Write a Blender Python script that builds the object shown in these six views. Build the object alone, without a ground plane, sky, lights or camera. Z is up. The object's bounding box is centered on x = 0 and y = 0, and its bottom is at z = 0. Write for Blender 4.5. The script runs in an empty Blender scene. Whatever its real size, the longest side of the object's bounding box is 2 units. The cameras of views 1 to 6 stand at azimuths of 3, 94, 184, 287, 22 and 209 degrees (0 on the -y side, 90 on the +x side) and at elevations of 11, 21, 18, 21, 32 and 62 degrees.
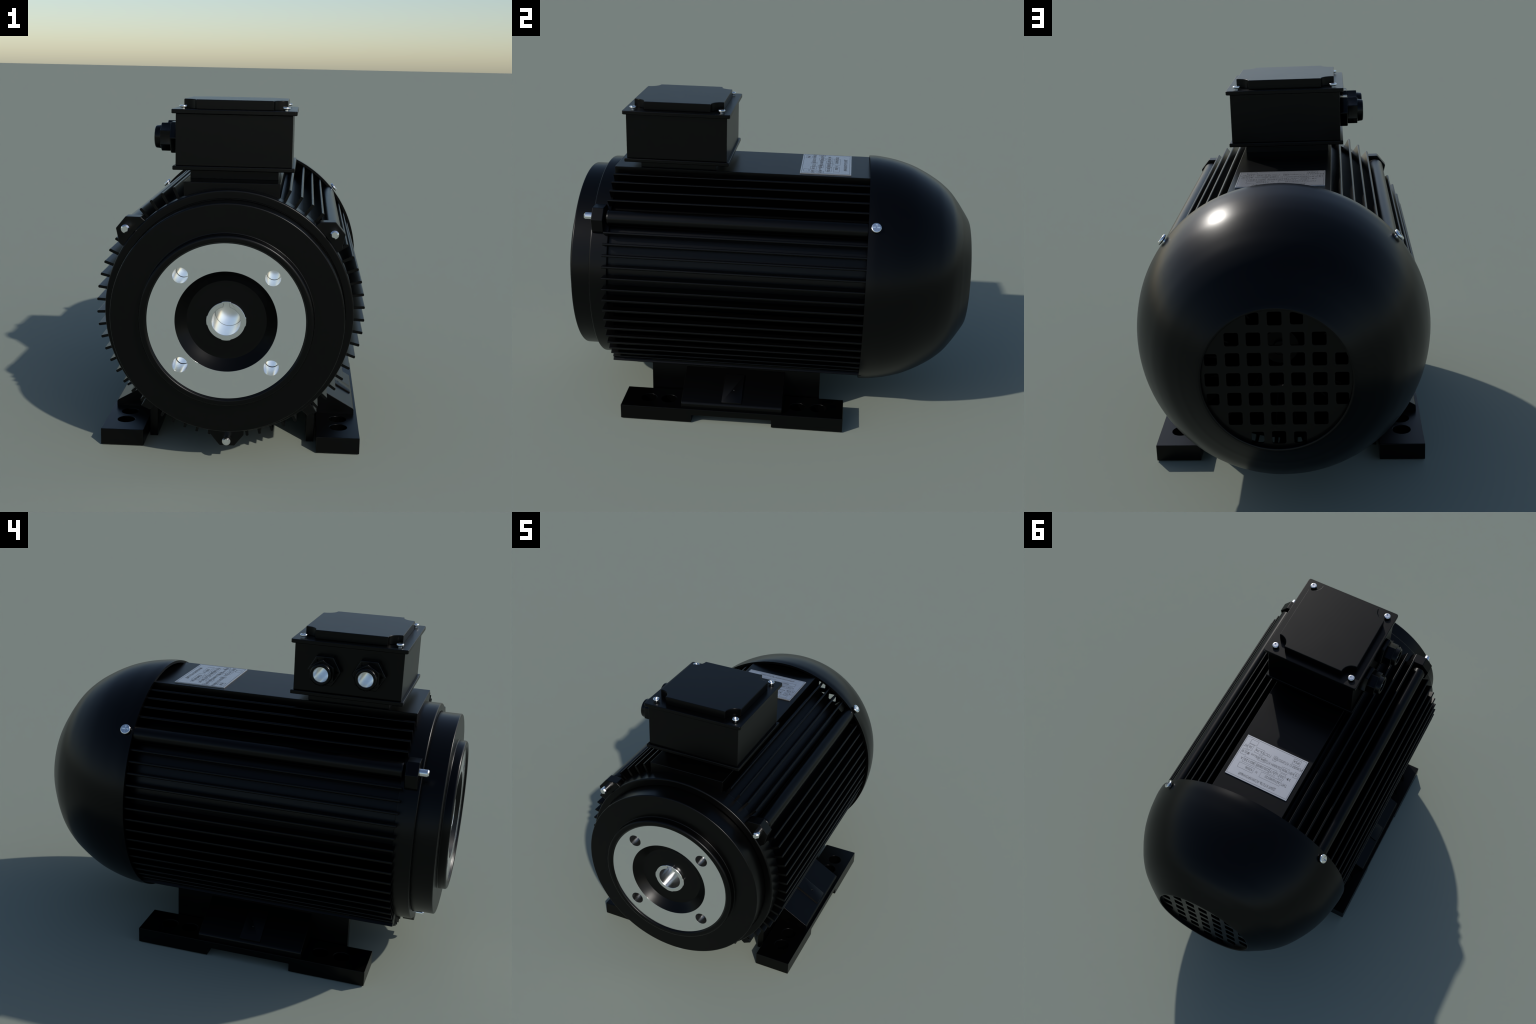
"""Black finned electric motor with terminal box, hollow fan hood and two feet.
Axis of the machine runs along y at height ZC; the drive end is at -y."""
import math
import bpy, bmesh
from mathutils import Matrix, Vector

ZC = 0.6633                      # height of the shaft axis
AXIS = Vector((0.0, 0.0, ZC))
COL = bpy.context.scene.collection

# ------------------------------------------------------------------ materials


def nodes_of(name):
    m = bpy.data.materials.new(name)
    m.use_nodes = True
    nt = m.node_tree
    return m, nt, nt.nodes["Principled BSDF"]


def paint(name, colour, rough, spec=0.5, grain=0.03, bump=0.0):
    """Even enamel: a whisper of noise in the gloss so it is not perfectly flat."""
    m, nt, p = nodes_of(name)
    tc = nt.nodes.new("ShaderNodeTexCoord")
    nz = nt.nodes.new("ShaderNodeTexNoise")
    nz.inputs["Scale"].default_value = 9.0
    nz.inputs["Detail"].default_value = 4.0
    nt.links.new(tc.outputs["Object"], nz.inputs["Vector"])
    mr = nt.nodes.new("ShaderNodeMapRange")
    mr.inputs["To Min"].default_value = rough - grain
    mr.inputs["To Max"].default_value = rough + grain
    nt.links.new(nz.outputs["Fac"], mr.inputs["Value"])
    nt.links.new(mr.outputs["Result"], p.inputs["Roughness"])
    p.inputs["Base Color"].default_value = (*colour, 1)
    p.inputs["Specular IOR Level"].default_value = spec
    return m


def metal(name, colour, rough, metallic=1.0):
    m, nt, p = nodes_of(name)
    tc = nt.nodes.new("ShaderNodeTexCoord")
    nz = nt.nodes.new("ShaderNodeTexNoise")
    nz.inputs["Scale"].default_value = 30.0
    nt.links.new(tc.outputs["Object"], nz.inputs["Vector"])
    mr = nt.nodes.new("ShaderNodeMapRange")
    mr.inputs["To Min"].default_value = rough * 0.97
    mr.inputs["To Max"].default_value = rough * 1.03
    nt.links.new(nz.outputs["Fac"], mr.inputs["Value"])
    nt.links.new(mr.outputs["Result"], p.inputs["Roughness"])
    p.inputs["Base Color"].default_value = (*colour, 1)
    p.inputs["Metallic"].default_value = metallic
    return m


BLACK = paint("black_enamel", (0.0005, 0.0005, 0.0005), 0.30, 0.215, 0.01)
GLANDBLACK = paint("black_gland_plastic", (0.0006, 0.0006, 0.0006), 0.27, 0.24, 0.015)
STEEL = metal("polished_steel", (1.0, 1.0, 1.0), 0.18)
BOLTSTEEL = metal("bright_bolt_steel", (1.0, 1.0, 1.0), 0.17)
PLATE = metal("brushed_plate_metal", (0.58, 0.58, 0.585), 0.265, 0.72)
INK = paint("engraved_grey_ink", (0.045, 0.046, 0.05), 0.5)

# ------------------------------------------------------------------ helpers


def mesh_from(verts, faces, name):
    me = bpy.data.meshes.new(name)
    me.from_pydata([tuple(v) for v in verts], [], faces)
    bm = bmesh.new()
    bm.from_mesh(me)
    bmesh.ops.remove_doubles(bm, verts=bm.verts, dist=1e-6)
    bmesh.ops.recalc_face_normals(bm, faces=bm.faces)
    bm.to_mesh(me)
    bm.free()
    return me


def smooth(me, angle=30):
    me.polygons.foreach_set("use_smooth", [True] * len(me.polygons))
    if angle < 180:
        me.set_sharp_from_angle(angle=math.radians(angle))
    return me


def baked(me, mods):
    """Run modifiers on a mesh through a throw-away object and return the result."""
    ob = bpy.data.objects.new("helper", me)
    COL.objects.link(ob)
    cutters = []
    for kind, opts in mods:
        md = ob.modifiers.new(kind, kind)
        for k, v in opts.items():
            if k == "cut":
                c = bpy.data.objects.new("helper_cutter", v)
                COL.objects.link(c)
                cutters.append(c)
                md.object = c
                md.operation = "DIFFERENCE"
                md.solver = "EXACT"
            else:
                setattr(md, k, v)
    dg = bpy.context.evaluated_depsgraph_get()
    dg.update()
    out = bpy.data.meshes.new_from_object(ob.evaluated_get(dg), depsgraph=dg)
    for o in [ob] + cutters:
        bpy.data.objects.remove(o)
    return out


def bevelled(me, width, segments=2, angle=30, hard=True):
    me.polygons.foreach_set("use_smooth", [True] * len(me.polygons))
    return baked(me, [("BEVEL", dict(width=width, segments=segments, limit_method="ANGLE",
                                     angle_limit=math.radians(angle), harden_normals=hard,
                                     use_clamp_overlap=True, miter_outer="MITER_ARC"))])


def cut(me, cutter, angle=None):
    out = baked(me, [("BOOLEAN", dict(cut=cutter))])
    if angle is not None:
        smooth(out, angle)
    return out


def merged(meshes, name):
    bm = bmesh.new()
    for m in meshes:
        bm.from_mesh(m)
    out = bpy.data.meshes.new(name)
    bm.to_mesh(out)
    bm.free()
    return out


def box(x0, x1, y0, y1, z0, z1, name="box"):
    v = [(x, y, z) for x in (x0, x1) for y in (y0, y1) for z in (z0, z1)]
    f = [(0, 1, 3, 2), (4, 6, 7, 5), (0, 4, 5, 1), (2, 3, 7, 6), (0, 2, 6, 4), (1, 5, 7, 3)]
    return mesh_from(v, f, name)


def prism(outline, lo, hi, axis, name="prism"):
    """Extrude a 2D outline along x, y or z. Outline gives the other two axes in order."""
    def put(a, b, t):
        return {"x": (t, a, b), "y": (a, t, b), "z": (a, b, t)}[axis]
    n = len(outline)
    v = [put(a, b, lo) for a, b in outline] + [put(a, b, hi) for a, b in outline]
    f = [tuple(range(n)), tuple(range(2 * n - 1, n - 1, -1))]
    f += [(i, (i + 1) % n, n + (i + 1) % n, n + i) for i in range(n)]
    return mesh_from(v, f, name)


def revolve(profile, name, segs=160, closed=False, direction="y", angle=32):
    """Spin (t, r) pairs about the local axis; r = 0 ends close into a cap."""
    verts, faces, rings = [], [], []
    for t, r in profile:
        ring = []
        if r < 1e-6:
            ring = [len(verts)] * segs
            verts.append((0, t, 0))
        else:
            for k in range(segs):
                a = 2 * math.pi * k / segs
                ring.append(len(verts))
                verts.append((r * math.cos(a), t, r * math.sin(a)))
        rings.append(ring)
    pairs = list(zip(rings, rings[1:])) + ([(rings[-1], rings[0])] if closed else [])
    for a, b in pairs:
        for k in range(segs):
            q = [a[k], a[(k + 1) % segs], b[(k + 1) % segs], b[k]]
            q = [x for i, x in enumerate(q) if x not in q[:i]]
            if len(q) > 2:
                faces.append(tuple(q))
    if direction == "x":                         # axis y -> axis -x (outwards on the -x side)
        verts = [(-t, x, z) for x, t, z in verts]
    if direction == "z":
        verts = [(x, z, t) for x, t, z in verts]
    return smooth(mesh_from(verts, faces, name), angle)


def rounded_profile(points, steps=5):
    """Profile corners (t, r, radius) -> list of (t, r) with arcs at the corners."""
    out = []
    for i, p in enumerate(points):
        rad = p[2] if len(p) > 2 else 0
        if rad <= 0 or i in (0, len(points) - 1):
            out.append((p[0], p[1]))
            continue
        P, A, B = (Vector(q[:2]) for q in (p, points[i - 1], points[i + 1]))
        da, db = (A - P).normalized(), (B - P).normalized()
        half = math.acos(max(-1, min(1, da.dot(db)))) / 2
        d = min(rad / math.tan(half), 0.49 * (A - P).length, 0.49 * (B - P).length)
        r = d * math.tan(half)
        c = P + (da + db).normalized() * (r / math.sin(half))
        s, e = P + da * d - c, P + db * d - c
        turn = math.atan2(s.x * e.y - s.y * e.x, s.dot(e))
        guard = 0.0008                               # holding rings keep the flats flat in smooth shading
        if (A - P).length > 2 * d + 4 * guard:
            out.append(tuple(P + da * (d + guard)))
        for k in range(steps + 1):
            a = turn * k / steps
            out.append((c.x + s.x * math.cos(a) - s.y * math.sin(a),
                        c.y + s.x * math.sin(a) + s.y * math.cos(a)))
        if (B - P).length > 2 * d + 4 * guard:
            out.append(tuple(P + db * (d + guard)))
    return out


def spline(points, per=6):
    """Catmull-Rom through profile points."""
    out = []
    pts = [points[0]] + list(points) + [points[-1]]
    for i in range(1, len(pts) - 2):
        p0, p1, p2, p3 = (Vector(q) for q in pts[i - 1:i + 3])
        for k in range(per):
            t = k / per
            v = 0.5 * (2 * p1 + (p2 - p0) * t + (2 * p0 - 5 * p1 + 4 * p2 - p3) * t * t
                       + (3 * p1 - p0 - 3 * p2 + p3) * t ** 3)
            out.append((v.x, v.y))
    out.append(tuple(points[-1]))
    return out


def ngon(n, r, phase=0.0):
    return [(r * math.cos(phase + 2 * math.pi * k / n), r * math.sin(phase + 2 * math.pi * k / n)) for k in range(n)]


def rounded_rect(hw, hh, rad, steps=4, cx=0.0, cy=0.0):
    out = []
    for sx, sy, a0 in ((1, 1, 0), (-1, 1, 90), (-1, -1, 180), (1, -1, 270)):
        for k in range(steps + 1):
            a = math.radians(a0 + 90 * k / steps)
            out.append((cx + sx * (hw - rad) + rad * math.cos(a), cy + sy * (hh - rad) + rad * math.sin(a)))
    return out


def place(me, name, parent, mat=None, matrix=None):
    if mat is not None:
        me.materials.clear()
        me.materials.append(mat)
    ob = bpy.data.objects.new(name, me)
    COL.objects.link(ob)
    ob.parent = parent
    ob.matrix_basis = matrix if matrix is not None else Matrix.Identity(4)
    return ob


def around(angle_deg):
    """Local +x becomes the radial direction at this angle in the x-z plane."""
    return Matrix.Translation(AXIS) @ Matrix.Rotation(-math.radians(angle_deg), 4, "Y")


ON_AXIS = Matrix.Translation(AXIS)

# ------------------------------------------------------------------ the motor
motor = bpy.data.objects.new("electric_motor", None)
COL.objects.link(motor)
motor["label"] = "black finned electric motor with terminal box and feet"
motor["category"] = "electric motor"

# --- stator core -------------------------------------------------------------
CORE_R, FIN_R, Y_FRONT, Y_REAR = 0.5035, 0.5705, -0.786, 0.500
core = place(revolve(rounded_profile([(-0.78, 0.30), (-0.778, CORE_R), (Y_REAR, CORE_R, 0.004), (Y_REAR, 0.40),
                                      (Y_REAR + 0.02, 0.37, 0.01), (Y_REAR + 0.03, 0.10), (Y_REAR + 0.03, 0.0)]),
                     "stator_core"), "stator_housing", motor, BLACK, ON_AXIS)

# --- cooling fins: 64 positions, some taken by the top plate, tie-rod tubes and foot rails
FIN_T = 0.0118
fin_outline = rounded_profile([(0.49, -FIN_T / 2), (0.50, -FIN_T / 2), (FIN_R, -FIN_T / 2, 0.0042), (FIN_R, FIN_T / 2, 0.0042), (0.50, FIN_T / 2), (0.49, FIN_T / 2)], 3)
fin_mesh = smooth(prism([(x, z) for x, z in fin_outline], Y_FRONT, Y_REAR, "y", "cooling_fin"), 35)
fin_mesh.materials.append(BLACK)
PITCH = 360 / 64
TUBES = (39.375, 140.625, 270.0)
for k in range(64):
    a = (k + 0.5) * PITCH
    if abs(a - 90) < 22:
        continue                                        # flat top plate
    if any(abs(a - t) < 4 for t in TUBES):
        continue                                        # tie-rod tubes
    if abs(abs(a - 270) - 36.6) < 1:
        continue                                        # foot rails
    place(fin_mesh, "cooling_fin", motor, None, around(a))

# --- flat plate on top ---------------------------------------------------------
PLATE_Z, PLATE_X = 1.2045, 0.2025
place(bevelled(prism([(-PLATE_X, PLATE_Z), (PLATE_X, PLATE_Z), (PLATE_X * 0.985, 1.118), (-PLATE_X * 0.985, 1.118)],
                     -0.789, Y_REAR + 0.03, "y", "top_plate"), 0.0025, 2), "top_mounting_plate", motor, BLACK)

# --- tie-rod tubes, lugs and bolts -----------------------------------------------
ROD_R, TUBE_R = 0.5543, 0.0390
tube_mesh = revolve(rounded_profile([(-0.784, 0.0), (-0.784, TUBE_R, 0.014), (0.4800, TUBE_R, 0.008), (0.4800, 0.0)]), "tie_rod_tube", 48)
lug_outline = [(0.50, -0.072), (0.538, -0.072), (0.588, -0.0322), (0.588, 0.0322), (0.538, 0.072), (0.50, 0.072)]
lug_mesh = bevelled(prism(lug_outline, -0.8485, -0.792, "y", "tie_rod_lug"), 0.003, 2)


def dressed_bolt(r=0.0178, face=0.0133, y0=-0.83, y1=-0.8845, y2=-0.8900, n=24):
    ang = [2 * math.pi * k / n for k in range(n)]
    hexr = [face * math.cos(math.pi / 6) / math.cos((a % (math.pi / 3)) - math.pi / 6) for a in ang]
    rings = [[(r * math.cos(a), y, r * math.sin(a)) for a in ang] for y in (y0, y1)]
    rings.append([(h * math.cos(a), y2, h * math.sin(a)) for a, h in zip(ang, hexr)])
    v = [p for ring_ in rings for p in ring_]
    f = [(q * n + i, q * n + (i + 1) % n, (q + 1) * n + (i + 1) % n, (q + 1) * n + i) for q in range(2) for i in range(n)]
    f += [tuple(range(n)), tuple(range(3 * n - 1, 2 * n - 1, -1))]
    return smooth(mesh_from(v, f, "tie_rod_bolt"), 20)


bolt_mesh = dressed_bolt()
for m, mat in ((tube_mesh, BLACK), (lug_mesh, BLACK), (bolt_mesh, BOLTSTEEL)):
    m.materials.append(mat)
for a in TUBES:
    base = around(a)
    out = base @ Matrix.Translation((ROD_R, 0, 0))
    place(tube_mesh, "tie_rod_tube", motor, None, base @ Matrix.Translation((0.5443, 0, 0)))
    lug = place(lug_mesh, "tie_rod_lug", motor, None, base)
    place(bolt_mesh, "tie_rod_bolt", motor, None, out)

# --- drive-end shield: bell, flange and boss -----------------------------------------
shield = place(revolve(rounded_profile([
    (-0.772, 0.49), (-0.772, 0.5208, 0.003), (-0.8605, 0.5208, 0.007), (-0.8605, 0.4846, 0.002), (-0.8545, 0.4846),
    (-0.8545, 0.4812, 0.001), (-0.9596, 0.4812, 0.006), (-0.9596, 0.358, 0.004), (-1.0, 0.3565, 0.011),
    (-1.0, 0.3305, 0.008), (-0.988, 0.3238, 0.003), (-0.864, 0.3238), (-0.864, 0.10), (-0.82, 0.10), (-0.82, 0.0)]),
    "front_end_shield", 192), "front_end_shield", motor, BLACK, ON_AXIS)

# polished ring face with four bolt holes
FACE_Y = -0.9905
ring = revolve(rounded_profile([(FACE_Y, 0.2092), (FACE_Y, 0.3236), (-0.880, 0.3236), (-0.880, 0.2092)]), "ring", 192, closed=True)
drill = merged([mesh_from(*(lambda p: (p[0], p[1]))(
    ([(x + 0.187 * sx, y, z + 0.187 * sz) for y in (-1.02, -0.86) for x, z in ngon(40, 0.0322)],
     [tuple(range(40)), tuple(range(79, 39, -1))] + [(i, (i + 1) % 40, 40 + (i + 1) % 40, 40 + i) for i in range(40)])),
    "drill") for sx in (-1, 1) for sz in (-1, 1)], "drill")
ring = cut(ring, drill, 30)
ring = baked(ring, [("BEVEL", dict(width=0.0022, segments=2, limit_method="ANGLE", angle_limit=math.radians(60), harden_normals=True))])
polished = place(ring, "polished_flange_ring", shield, STEEL)
place(revolve([(-0.874, 0.205), (-0.874, 0.322), (-0.868, 0.322), (-0.868, 0.205)], "backing", 96, closed=True),
      "flange_backing_ring", shield, STEEL)
# black dish inside the ring
bowl = rounded_profile([(-0.9895, 0.2091), (-0.9560, 0.2010, 0.020), (-0.9562, 0.1640), (-0.9564, 0.1500), (-0.9570, 0.140), (-0.9665, 0.092, 0.02), (-0.9685, 0.081), (-0.93, 0.0785)], 8)
dish = revolve(bowl, "bearing_cover", 160)
# normals tilted off the true surface to put the sun highlight by the rim
lean = []
for poly in dish.polygons:
    for li in poly.loop_indices:
        co = dish.vertices[dish.loops[li].vertex_index].co
        r = math.hypot(co.x, co.z)
        wall = max(math.hypot(dish.vertices[v].co.x, dish.vertices[v].co.z) for v in poly.vertices) > 0.1815
        t = max(0.0, min(1.0, (r - 0.150) / 0.033))
        tilt = 43 + 4 * min(1.0, max(0.0, (r - 0.18) / 0.03)) if wall else 19 * t * t
        a = math.radians(tilt)
        lean.append((-math.sin(a) * co.x / r, -math.cos(a), -math.sin(a) * co.z / r))
dish.normals_split_custom_set(lean)
place(dish, "bearing_cover", shield, BLACK)


# --- hollow shaft end with four raised keys outside and a keyway inside -----------------
def shaft_outline(n=120):
    pts = []
    for k in range(n):
        a = 2 * math.pi * k / n
        off = abs((math.degrees(a) + 45) % 90 - 45)
        pts.append(((0.0818 if off < 14.6 else 0.0792), a))
    return [(r * math.cos(a), r * math.sin(a)) for r, a in pts]


def bore_outline(n=96, r=0.0595, slot=0.0135, top=0.0755):
    a0 = math.asin(slot / r)
    pts = []
    for k in range(n + 1):
        a = math.pi / 2 + a0 + (2 * math.pi - 2 * a0) * k / n
        pts.append((r * math.cos(a), r * math.sin(a)))
    return pts + [(slot * 0.86, top), (-slot * 0.86, top)]


shaft = prism(shaft_outline(), -0.9775, -0.80, "y", "shaft_end")
shaft = cut(shaft, prism(bore_outline(), -1.0, -0.826, "y", "bore"), 28)
shaft = baked(shaft, [("BEVEL", dict(width=0.0012, segments=1, limit_method="ANGLE", angle_limit=math.radians(50)))])
place(shaft, "shaft_end", motor, STEEL, ON_AXIS)

# --- fan hood: thin hollow dome with an open rim -------------------------------------------
dome = spline([(0.4755, 0.5836), (0.51, 0.5836), (0.55, 0.5790), (0.60, 0.5708), (0.65, 0.5585), (0.70, 0.5420),
               (0.75, 0.5196), (0.80, 0.4922), (0.85, 0.4597), (0.90, 0.4163), (0.94, 0.3668), (0.96, 0.3382), (0.98, 0.3085),
               (0.9945, 0.2855)])
lip = rounded_profile([dome[-1], (1.0, 0.2745, 0.004), (0.998, 0.2682, 0.002), (0.968, 0.2682)], 4)[1:]
WALL = 0.0125
inner = []
for i in range(len(dome) - 1, -1, -1):
    a, b = Vector(dome[max(i - 1, 0)]), Vector(dome[min(i + 1, len(dome) - 1)])
    d = (b - a).normalized()
    n = Vector((d.y, -d.x))                        # inward
    p = Vector(dome[i]) + n * WALL
    if p.x < 0.966:
        inner.append((p.x if i else dome[0][0], p.y))
hood = place(revolve(dome + lip + [(0.966, 0.2682)] + inner, "fan_hood", 224, closed=True, angle=40), "fan_hood", motor, BLACK, ON_AXIS)

# air grille: disc with 37 rounded square holes on a square grid
GRID, HOLE = 0.0768, 0.0254
reach = {3: 1, 2: 2, 1: 3, 0: 3}
cutters = []
for row in range(-3, 4):
    for col in range(-reach[abs(row)], reach[abs(row)] + 1):
        edge = (abs(row), abs(col)) in ((3, 1), (1, 3))
        h = HOLE * (0.9 if edge else 1.0)
        cutters.append(prism(rounded_rect(h, h, 0.007, 3, col * GRID, row * GRID), 0.95, 1.01, "y", "hole"))
grille = revolve([(0.981, 0.0), (0.981, 0.269), (0.973, 0.269), (0.973, 0.0)], "grille_disc", 160)
grille = cut(grille, merged(cutters, "holes"), 30)
place(grille, "air_grille", hood, BLACK)


# --- screws ------------------------------------------------------------------------------
def screw(radius, height, name, slot=0.0):
    """Pan-head screw along +x of its local frame: x = 0 is the seat."""
    prof = rounded_profile([(-0.02, 0.0), (-0.02, radius * 0.42), (0.25 * height, radius * 0.42), (0.42 * height, radius * 0.93, 0.2 * height),
                            (height, radius * 0.96, 0.35 * height), (height, 0.0)], 4)
    me = revolve(prof, name, 40)
    me.transform(Matrix.Rotation(-math.pi / 2, 4, "Z"))            # y -> x
    w, l = radius * 0.15, radius * 0.66
    bars = [box(height * 0.55, height * 2, -l, l, -w, w), box(height * 0.55, height * 2, -w, w, -l, l)]
    out = cut(cut(me, bars[0]), bars[1], 35)
    return out


hood_screw = screw(0.0258, 0.019, "hood_screw")
hood_screw.materials.append(BOLTSTEEL)
for a in TUBES:
    place(hood_screw, "hood_screw", motor, None, around(a) @ Matrix.Translation((0.5825, 0.5115, 0)))

# --- cooling fan inside the hood -------------------------------------------------------------
fan = place(revolve(rounded_profile([(0.52, 0.0), (0.52, 0.05), (0.56, 0.05), (0.56, 0.075, 0.004), (0.70, 0.072, 0.006), (0.70, 0.03),
                                     (0.715, 0.03, 0.004), (0.715, 0.0)]), "fan_hub", 64), "cooling_fan", motor, BLACK, ON_AXIS)
blade_mesh = bevelled(prism([(0.068, 0.555), (0.475, 0.555), (0.475, 0.64), (0.43, 0.74), (0.36, 0.83), (0.20, 0.83), (0.068, 0.69)], -0.0035, 0.0035, "z", "fan_blade"), 0.0015, 1)
blade_mesh.materials.append(BLACK)
for k in range(20):
    place(blade_mesh, "fan_blade", fan, None, Matrix.Rotation(-math.radians(58.5 + 18 * k), 4, "Y"))

# --- terminal box ---------------------------------------------------------------------------
BOX_Y = -0.4705
bx = Matrix.Translation((0, BOX_Y, 0))
tbox = place(bevelled(box(-0.2455, 0.2455, -0.2462, 0.2462, 1.2625, 1.4812, "terminal_box_body"), 0.003, 2), "terminal_box", motor, BLACK, bx)
place(bevelled(box(-0.189, 0.189, -0.1877, 0.1877, 1.2035, 1.2470, "neck"), 0.002, 1), "box_neck", tbox, BLACK)
place(bevelled(prism(rounded_rect(0.2577, 0.2577, 0.004), 1.2452, 1.2632, "z", "base_flange"), 0.0035, 2), "box_base_flange", tbox, BLACK)
lid = place(bevelled(prism(rounded_rect(0.2628, 0.2622, 0.011, 5), 1.4808, 1.4992, "z", "lid_plate"), 0.003, 2, 40), "box_lid", tbox, BLACK)


def cushion_outline(half=0.2205, screw_at=0.2162, r=0.0535, steps=10):
    """Square with a round bite around each corner screw."""
    pts = []
    reach_ = math.sqrt(r * r - (half - screw_at) ** 2)
    a0 = math.atan2(half - screw_at, -reach_)                     # start on the top edge
    a1 = 1.5 * math.pi + (math.pi - a0)
    a1 = math.atan2(-reach_, half - screw_at) + 2 * math.pi
    arc = [(screw_at + r * math.cos(a0 + (a1 - a0) * k / steps), screw_at + r * math.sin(a0 + (a1 - a0) * k / steps)) for k in range(steps + 1)]
    for q in range(4):
        c, s = round(math.cos(q * math.pi / 2)), round(math.sin(q * math.pi / 2))
        pts += [(c * x + s * y, -s * x + c * y) for x, y in arc]
    return pts


place(bevelled(prism(cushion_outline(), 1.4985, 1.5394, "z", "lid_cushion"), 0.003, 2, 40), "lid_cushion", lid, BLACK)
lid_screw = screw(0.0182, 0.0165, "lid_screw")
lid_screw.materials.append(BOLTSTEEL)
for i, (sx, sy) in enumerate(((-1, -1), (1, -1), (1, 1), (-1, 1))):
    place(lid_screw, "lid_screw", lid, None, Matrix.Translation((0.2162 * sx, 0.2162 * sy, 1.4990))
          @ Matrix.Rotation(math.radians(18 + 9 * i), 4, "Z") @ Matrix.Rotation(-math.pi / 2, 4, "Y"))

# cable glands on the -x side
lock_nut = bevelled(prism(ngon(6, 0.0765), -0.281, -0.244, "x", "lock_nut"), 0.004, 2)
bore_cut = prism(ngon(48, 0.0338), -0.40, -0.246, "x", "gland_bore")
cap_nut = prism(ngon(6, 0.0615, math.pi / 2), -0.326, -0.270, "x", "cap_nut")
cap_nut = smooth(baked(cut(bevelled(cap_nut, 0.003, 2), bore_cut), []), 32)
lock_nut = smooth(cut(lock_nut, bore_cut), 32)
cap_dome = revolve(rounded_profile([(0.30, 0.052), (0.328, 0.0505, 0.004), (0.3515, 0.0475, 0.016), (0.3515, 0.0345, 0.004), (0.342, 0.0345)]),
                   "dome_collar", 64, direction="x")
throat = revolve(rounded_profile([(0.3405, 0.0362), (0.3405, 0.0338, 0.001), (0.2465, 0.0332), (0.2465, 0.0)]), "gland_throat", 64, direction="x")
lock_nut.materials.append(GLANDBLACK)
throat.materials.append(STEEL)
gland_mesh = smooth(merged([cap_nut, cap_dome], "cable_gland"), 32)
gland_mesh.materials.append(GLANDBLACK)
for dy in (-0.1, 0.1):
    at = Matrix.Translation((0, dy, 1.372))
    place(gland_mesh, "cable_gland", tbox, None, at)
    place(lock_nut, "gland_lock_nut", tbox, None, at)
    place(throat, "gland_throat", tbox, None, at)

# --- name plate ----------------------------------------------------------------------------
NP = Matrix.Translation((0, 0.2562, PLATE_Z))
name_plate = place(bevelled(box(-0.178, 0.178, -0.1262, 0.1262, 0.0, 0.0058, "name_plate"), 0.001, 1), "name_plate", motor, PLATE, NP)
TOP = 0.0059


def frame(x0, x1, y0, y1, w=0.0011):
    ox = [(x0, y0), (x1, y0), (x1, y1), (x0, y1)]
    ix = [(x0 + w, y0 + w), (x1 - w, y0 + w), (x1 - w, y1 - w), (x0 + w, y1 - w)]
    v = [(x, y, z) for z in (TOP - 0.0004, TOP + 0.0002) for x, y in ox + ix]
    f = []
    for i in range(4):
        j = (i + 1) % 4
        f += [(i, j, 4 + j, 4 + i), (8 + i, 12 + i, 12 + j, 8 + j), (i, 8 + i, 8 + j, j), (4 + i, 4 + j, 12 + j, 12 + i)]
    place(mesh_from(v, f, "printed_frame"), "printed_frame", name_plate, INK)


def words(text, x0, x1, y0, y1):
    """Built-in font, squeezed to the measured box."""
    cu = bpy.data.curves.new("words", "FONT")
    cu.body = text
    cu.size = 1.0
    cu.offset = -0.002
    cu.resolution_u = 3
    ob = bpy.data.objects.new("helper_words", cu)
    COL.objects.link(ob)
    dg = bpy.context.evaluated_depsgraph_get()
    dg.update()
    me = bpy.data.meshes.new_from_object(ob.evaluated_get(dg), depsgraph=dg)
    bpy.data.objects.remove(ob)
    xs = [v.co.x for v in me.vertices]
    ys = [v.co.y for v in me.vertices if True]
    lo_y, hi_y = 0.0, 0.73                      # baseline and cap height of the font
    if max(ys) - min(ys) < 0.4:
        lo_y, hi_y = min(ys) - 0.25, max(ys) + 0.25
    sx, sy = (x1 - x0) / (max(xs) - min(xs)), (y1 - y0) / (hi_y - lo_y)
    m0 = min(xs)
    for v in me.vertices:
        v.co = (x0 + (v.co.x - m0) * sx, y0 + (v.co.y - lo_y) * sy, TOP + 0.0002)
    place(me, "lettering", name_plate, INK)


frame(-0.1735, 0.1735, -0.1195, 0.1185, 0.0014)
words("ДВИГАТЕЛЬ АСИНХРОННЫЙ", -0.100, 0.1125, 0.0885, 0.1045)
words("ТИП", -0.1430, -0.1120, 0.0445, 0.0605)
frame(-0.1070, 0.0110, 0.0360, 0.0690)
words("АРУ6040У20", -0.1020, -0.0170, 0.0440, 0.0600)
words("N", 0.0290, 0.0385, 0.0445, 0.0595)
frame(0.0510, 0.1394, 0.0370, 0.0675)
words("43006", 0.0570, 0.0985, 0.0445, 0.0600)
words("3Ф~", -0.1440, -0.1120, 0.0050, 0.0200)
frame(-0.1100, -0.0812, -0.0030, 0.0305)
words("50", -0.1050, -0.0860, 0.0060, 0.0215)
words("Гц", -0.0795, -0.0610, 0.0060, 0.0210)
frame(-0.0590, -0.0208, -0.0040, 0.0303)
words("Δ/Y", -0.0560, -0.0240, 0.0055, 0.0225)
frame(-0.0208, 0.0553, -0.0040, 0.0292)
words("220/380В", -0.0185, 0.0535, 0.0050, 0.0210)
frame(0.0623, 0.1315, -0.0030, 0.0290)
words("80/120", 0.0670, 0.1265, 0.0050, 0.0210)
words("А", 0.1360, 0.1465, 0.0050, 0.0190)
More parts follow.
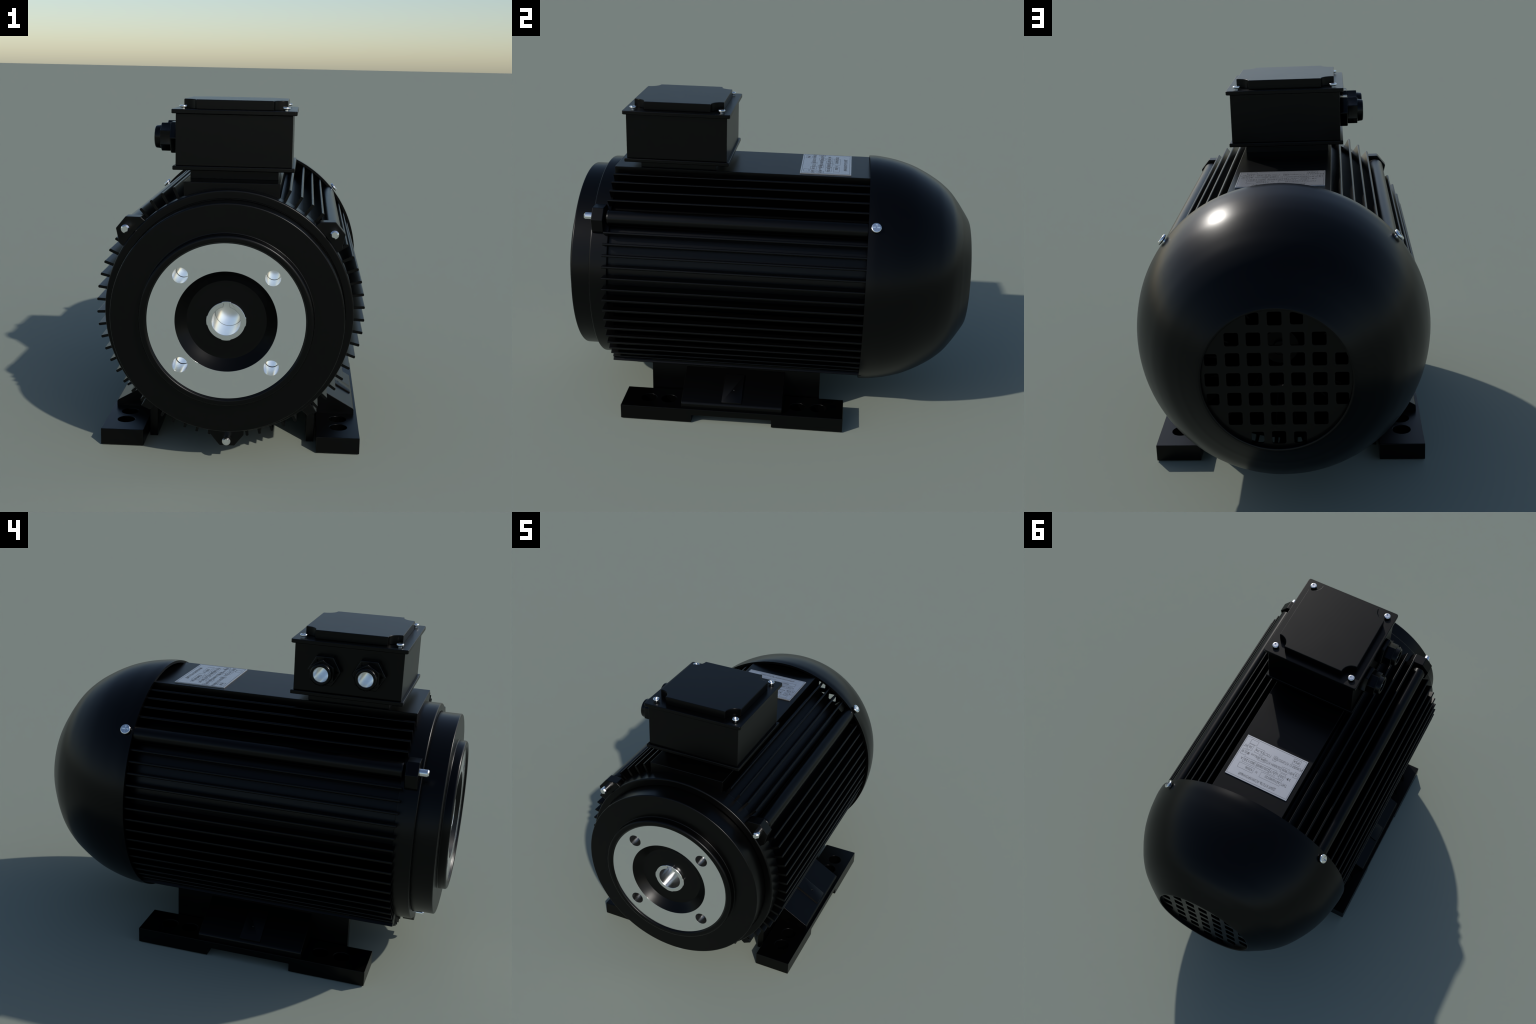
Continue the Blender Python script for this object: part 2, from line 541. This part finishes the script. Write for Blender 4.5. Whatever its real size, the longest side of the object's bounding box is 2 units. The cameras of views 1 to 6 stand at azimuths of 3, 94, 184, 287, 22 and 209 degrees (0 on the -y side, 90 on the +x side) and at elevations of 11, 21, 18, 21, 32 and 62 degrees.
frame(-0.1680, -0.1442, -0.0410, -0.0087)
words("5", -0.1615, -0.1515, -0.0330, -0.0170)
words("кВт", -0.1425, -0.1135, -0.0320, -0.0160)
frame(-0.1120, -0.0707, -0.0400, -0.0075)
words("900", -0.1060, -0.0765, -0.0320, -0.0160)
words("ОБ/МИН КПД", -0.0690, 0.0250, -0.0335, -0.0175)
frame(0.0262, 0.0672, -0.0420, -0.0145)
words("84,0", 0.0290, 0.0645, -0.0355, -0.0195)
words("%cos", 0.0685, 0.1080, -0.0355, -0.0205)
words("Ф", 0.1170, 0.1300, -0.0355, -0.0195)
frame(0.1318, 0.1630, -0.0437, -0.0092)
words("0,9", 0.1360, 0.1590, -0.0355, -0.0200)
words("РЕЖИМ S1 КЛ.ИЗОЛ", -0.1720, -0.0270, -0.0730, -0.0570)
frame(-0.0255, -0.0045, -0.0777, -0.0480)
words("В", -0.0205, -0.0095, -0.0710, -0.0555)
words("ГОСТ", 0.0110, 0.0510, -0.0715, -0.0555)
frame(0.0521, 0.1014, -0.0789, -0.0475)
words("15-74", 0.0550, 0.0980, -0.0715, -0.0560)
frame(0.1167, 0.1463, -0.0822, -0.0478)
words("36", 0.1230, 0.1400, -0.0720, -0.0565)
words("КГ", 0.1490, 0.1690, -0.0720, -0.0560)
frame(-0.1465, -0.1045, -0.1110, -0.0777)
words("IP54", -0.1405, -0.1090, -0.1025, -0.0870)
frame(0.1040, 0.1465, -0.1108, -0.0842)

# --- feet -----------------------------------------------------------------------------------
FOOT_Y = -0.1510
PAD_TOP = 0.0745


def foot_parts(side):
    s = side

    def bx_(x0, x1, *r, name="block"):
        a, b = sorted((s * x0, s * x1))
        return box(a, b, *r, name)

    base = bx_(0.3860, 0.5785, -0.5570, 0.5570, 0.0, PAD_TOP, name="foot_base")
    base = cut(base, bx_(0.30, 0.70, -0.2000, 0.2025, -0.05, 0.0395))
    holes = merged([mesh_from([(s * 0.4862 + x, y + yc, z) for z in (-0.05, 0.15) for x, y in ngon(36, 0.0392)],
                              [tuple(range(36)), tuple(range(71, 35, -1))] + [(i, (i + 1) % 36, 36 + (i + 1) % 36, 36 + i) for i in range(36)], "h")
                    for yc in (-0.430, -0.3265, 0.3265, 0.430)], "holes")
    base = cut(base, holes)
    base = bevelled(base, 0.0022, 1, 50)
    foot = place(base, "foot", motor, BLACK, Matrix.Translation((0, FOOT_Y, 0)))
    # upright web between the pad and the housing
    place(bevelled(bx_(0.3400, 0.3755, -0.4320, 0.4320, 0.0008, 0.262, name="foot_web"), 0.002, 1), "foot_web", foot, BLACK)
    # sloping gusset on top of the pad
    slope = math.tan(math.radians(30))
    top_at = lambda x: 0.172 - slope * (x - 0.4389)
    arc = rounded_profile([(0.37, PAD_TOP - 0.003), (0.5640, PAD_TOP - 0.003), (0.5640, top_at(0.5640), 0.014), (0.37, top_at(0.37))], 5)
    place(bevelled(prism([(s * x, z) for x, z in arc], -0.2525, 0.2525, "y", "foot_gusset"), 0.0015, 1, 40), "foot_gusset", foot, BLACK)
    # raised earthing pad on the slope, with a small countersink
    nrm = Vector((math.sin(math.radians(30)), math.cos(math.radians(30))))
    hgt = 0.0125
    q = [(x, top_at(x) + e) for x, e in ((0.405, -0.004), (0.553, -0.004))]
    out = [q[0], q[1], (q[1][0] + nrm.x * hgt - 0.004, q[1][1] + nrm.y * hgt), (q[0][0] + nrm.x * hgt, q[0][1] + nrm.y * hgt)]
    cx = 0.4885
    c = Vector((cx + nrm.x * hgt, top_at(cx) + nrm.y * hgt - 0.004))
    cone = revolve([(-0.010, 0.0), (0.002, 0.0075), (0.006, 0.0)], "countersink", 20, direction="z")
    cone.transform(Matrix.Translation((s * c.x, 0.003, c.y)) @ Matrix.Rotation(s * math.radians(30), 4, "Y"))
    pad = bevelled(prism([(s * x, z) for x, z in out], -0.0505, 0.0505, "y", "earth_pad"), 0.0026, 2, 60, hard=False)
    pad = smooth(cut(pad, cone), 20)
    place(pad, "earthing_pad", foot, BLACK)
    # thick rail under the housing that carries the web, full length of the fins
    rail = [(0.310, 0.300), (0.352, 0.262), (0.3825, 0.2195), (0.3445, 0.2010), (0.290, 0.250)]
    place(bevelled(prism([(s * x, z) for x, z in rail], Y_FRONT - 0.002 - FOOT_Y, Y_REAR - 0.01 - FOOT_Y, "y", "foot_rail"), 0.0025, 1, 20),
          "foot_rail", foot, BLACK)


for side in (1, -1):
    foot_parts(side)
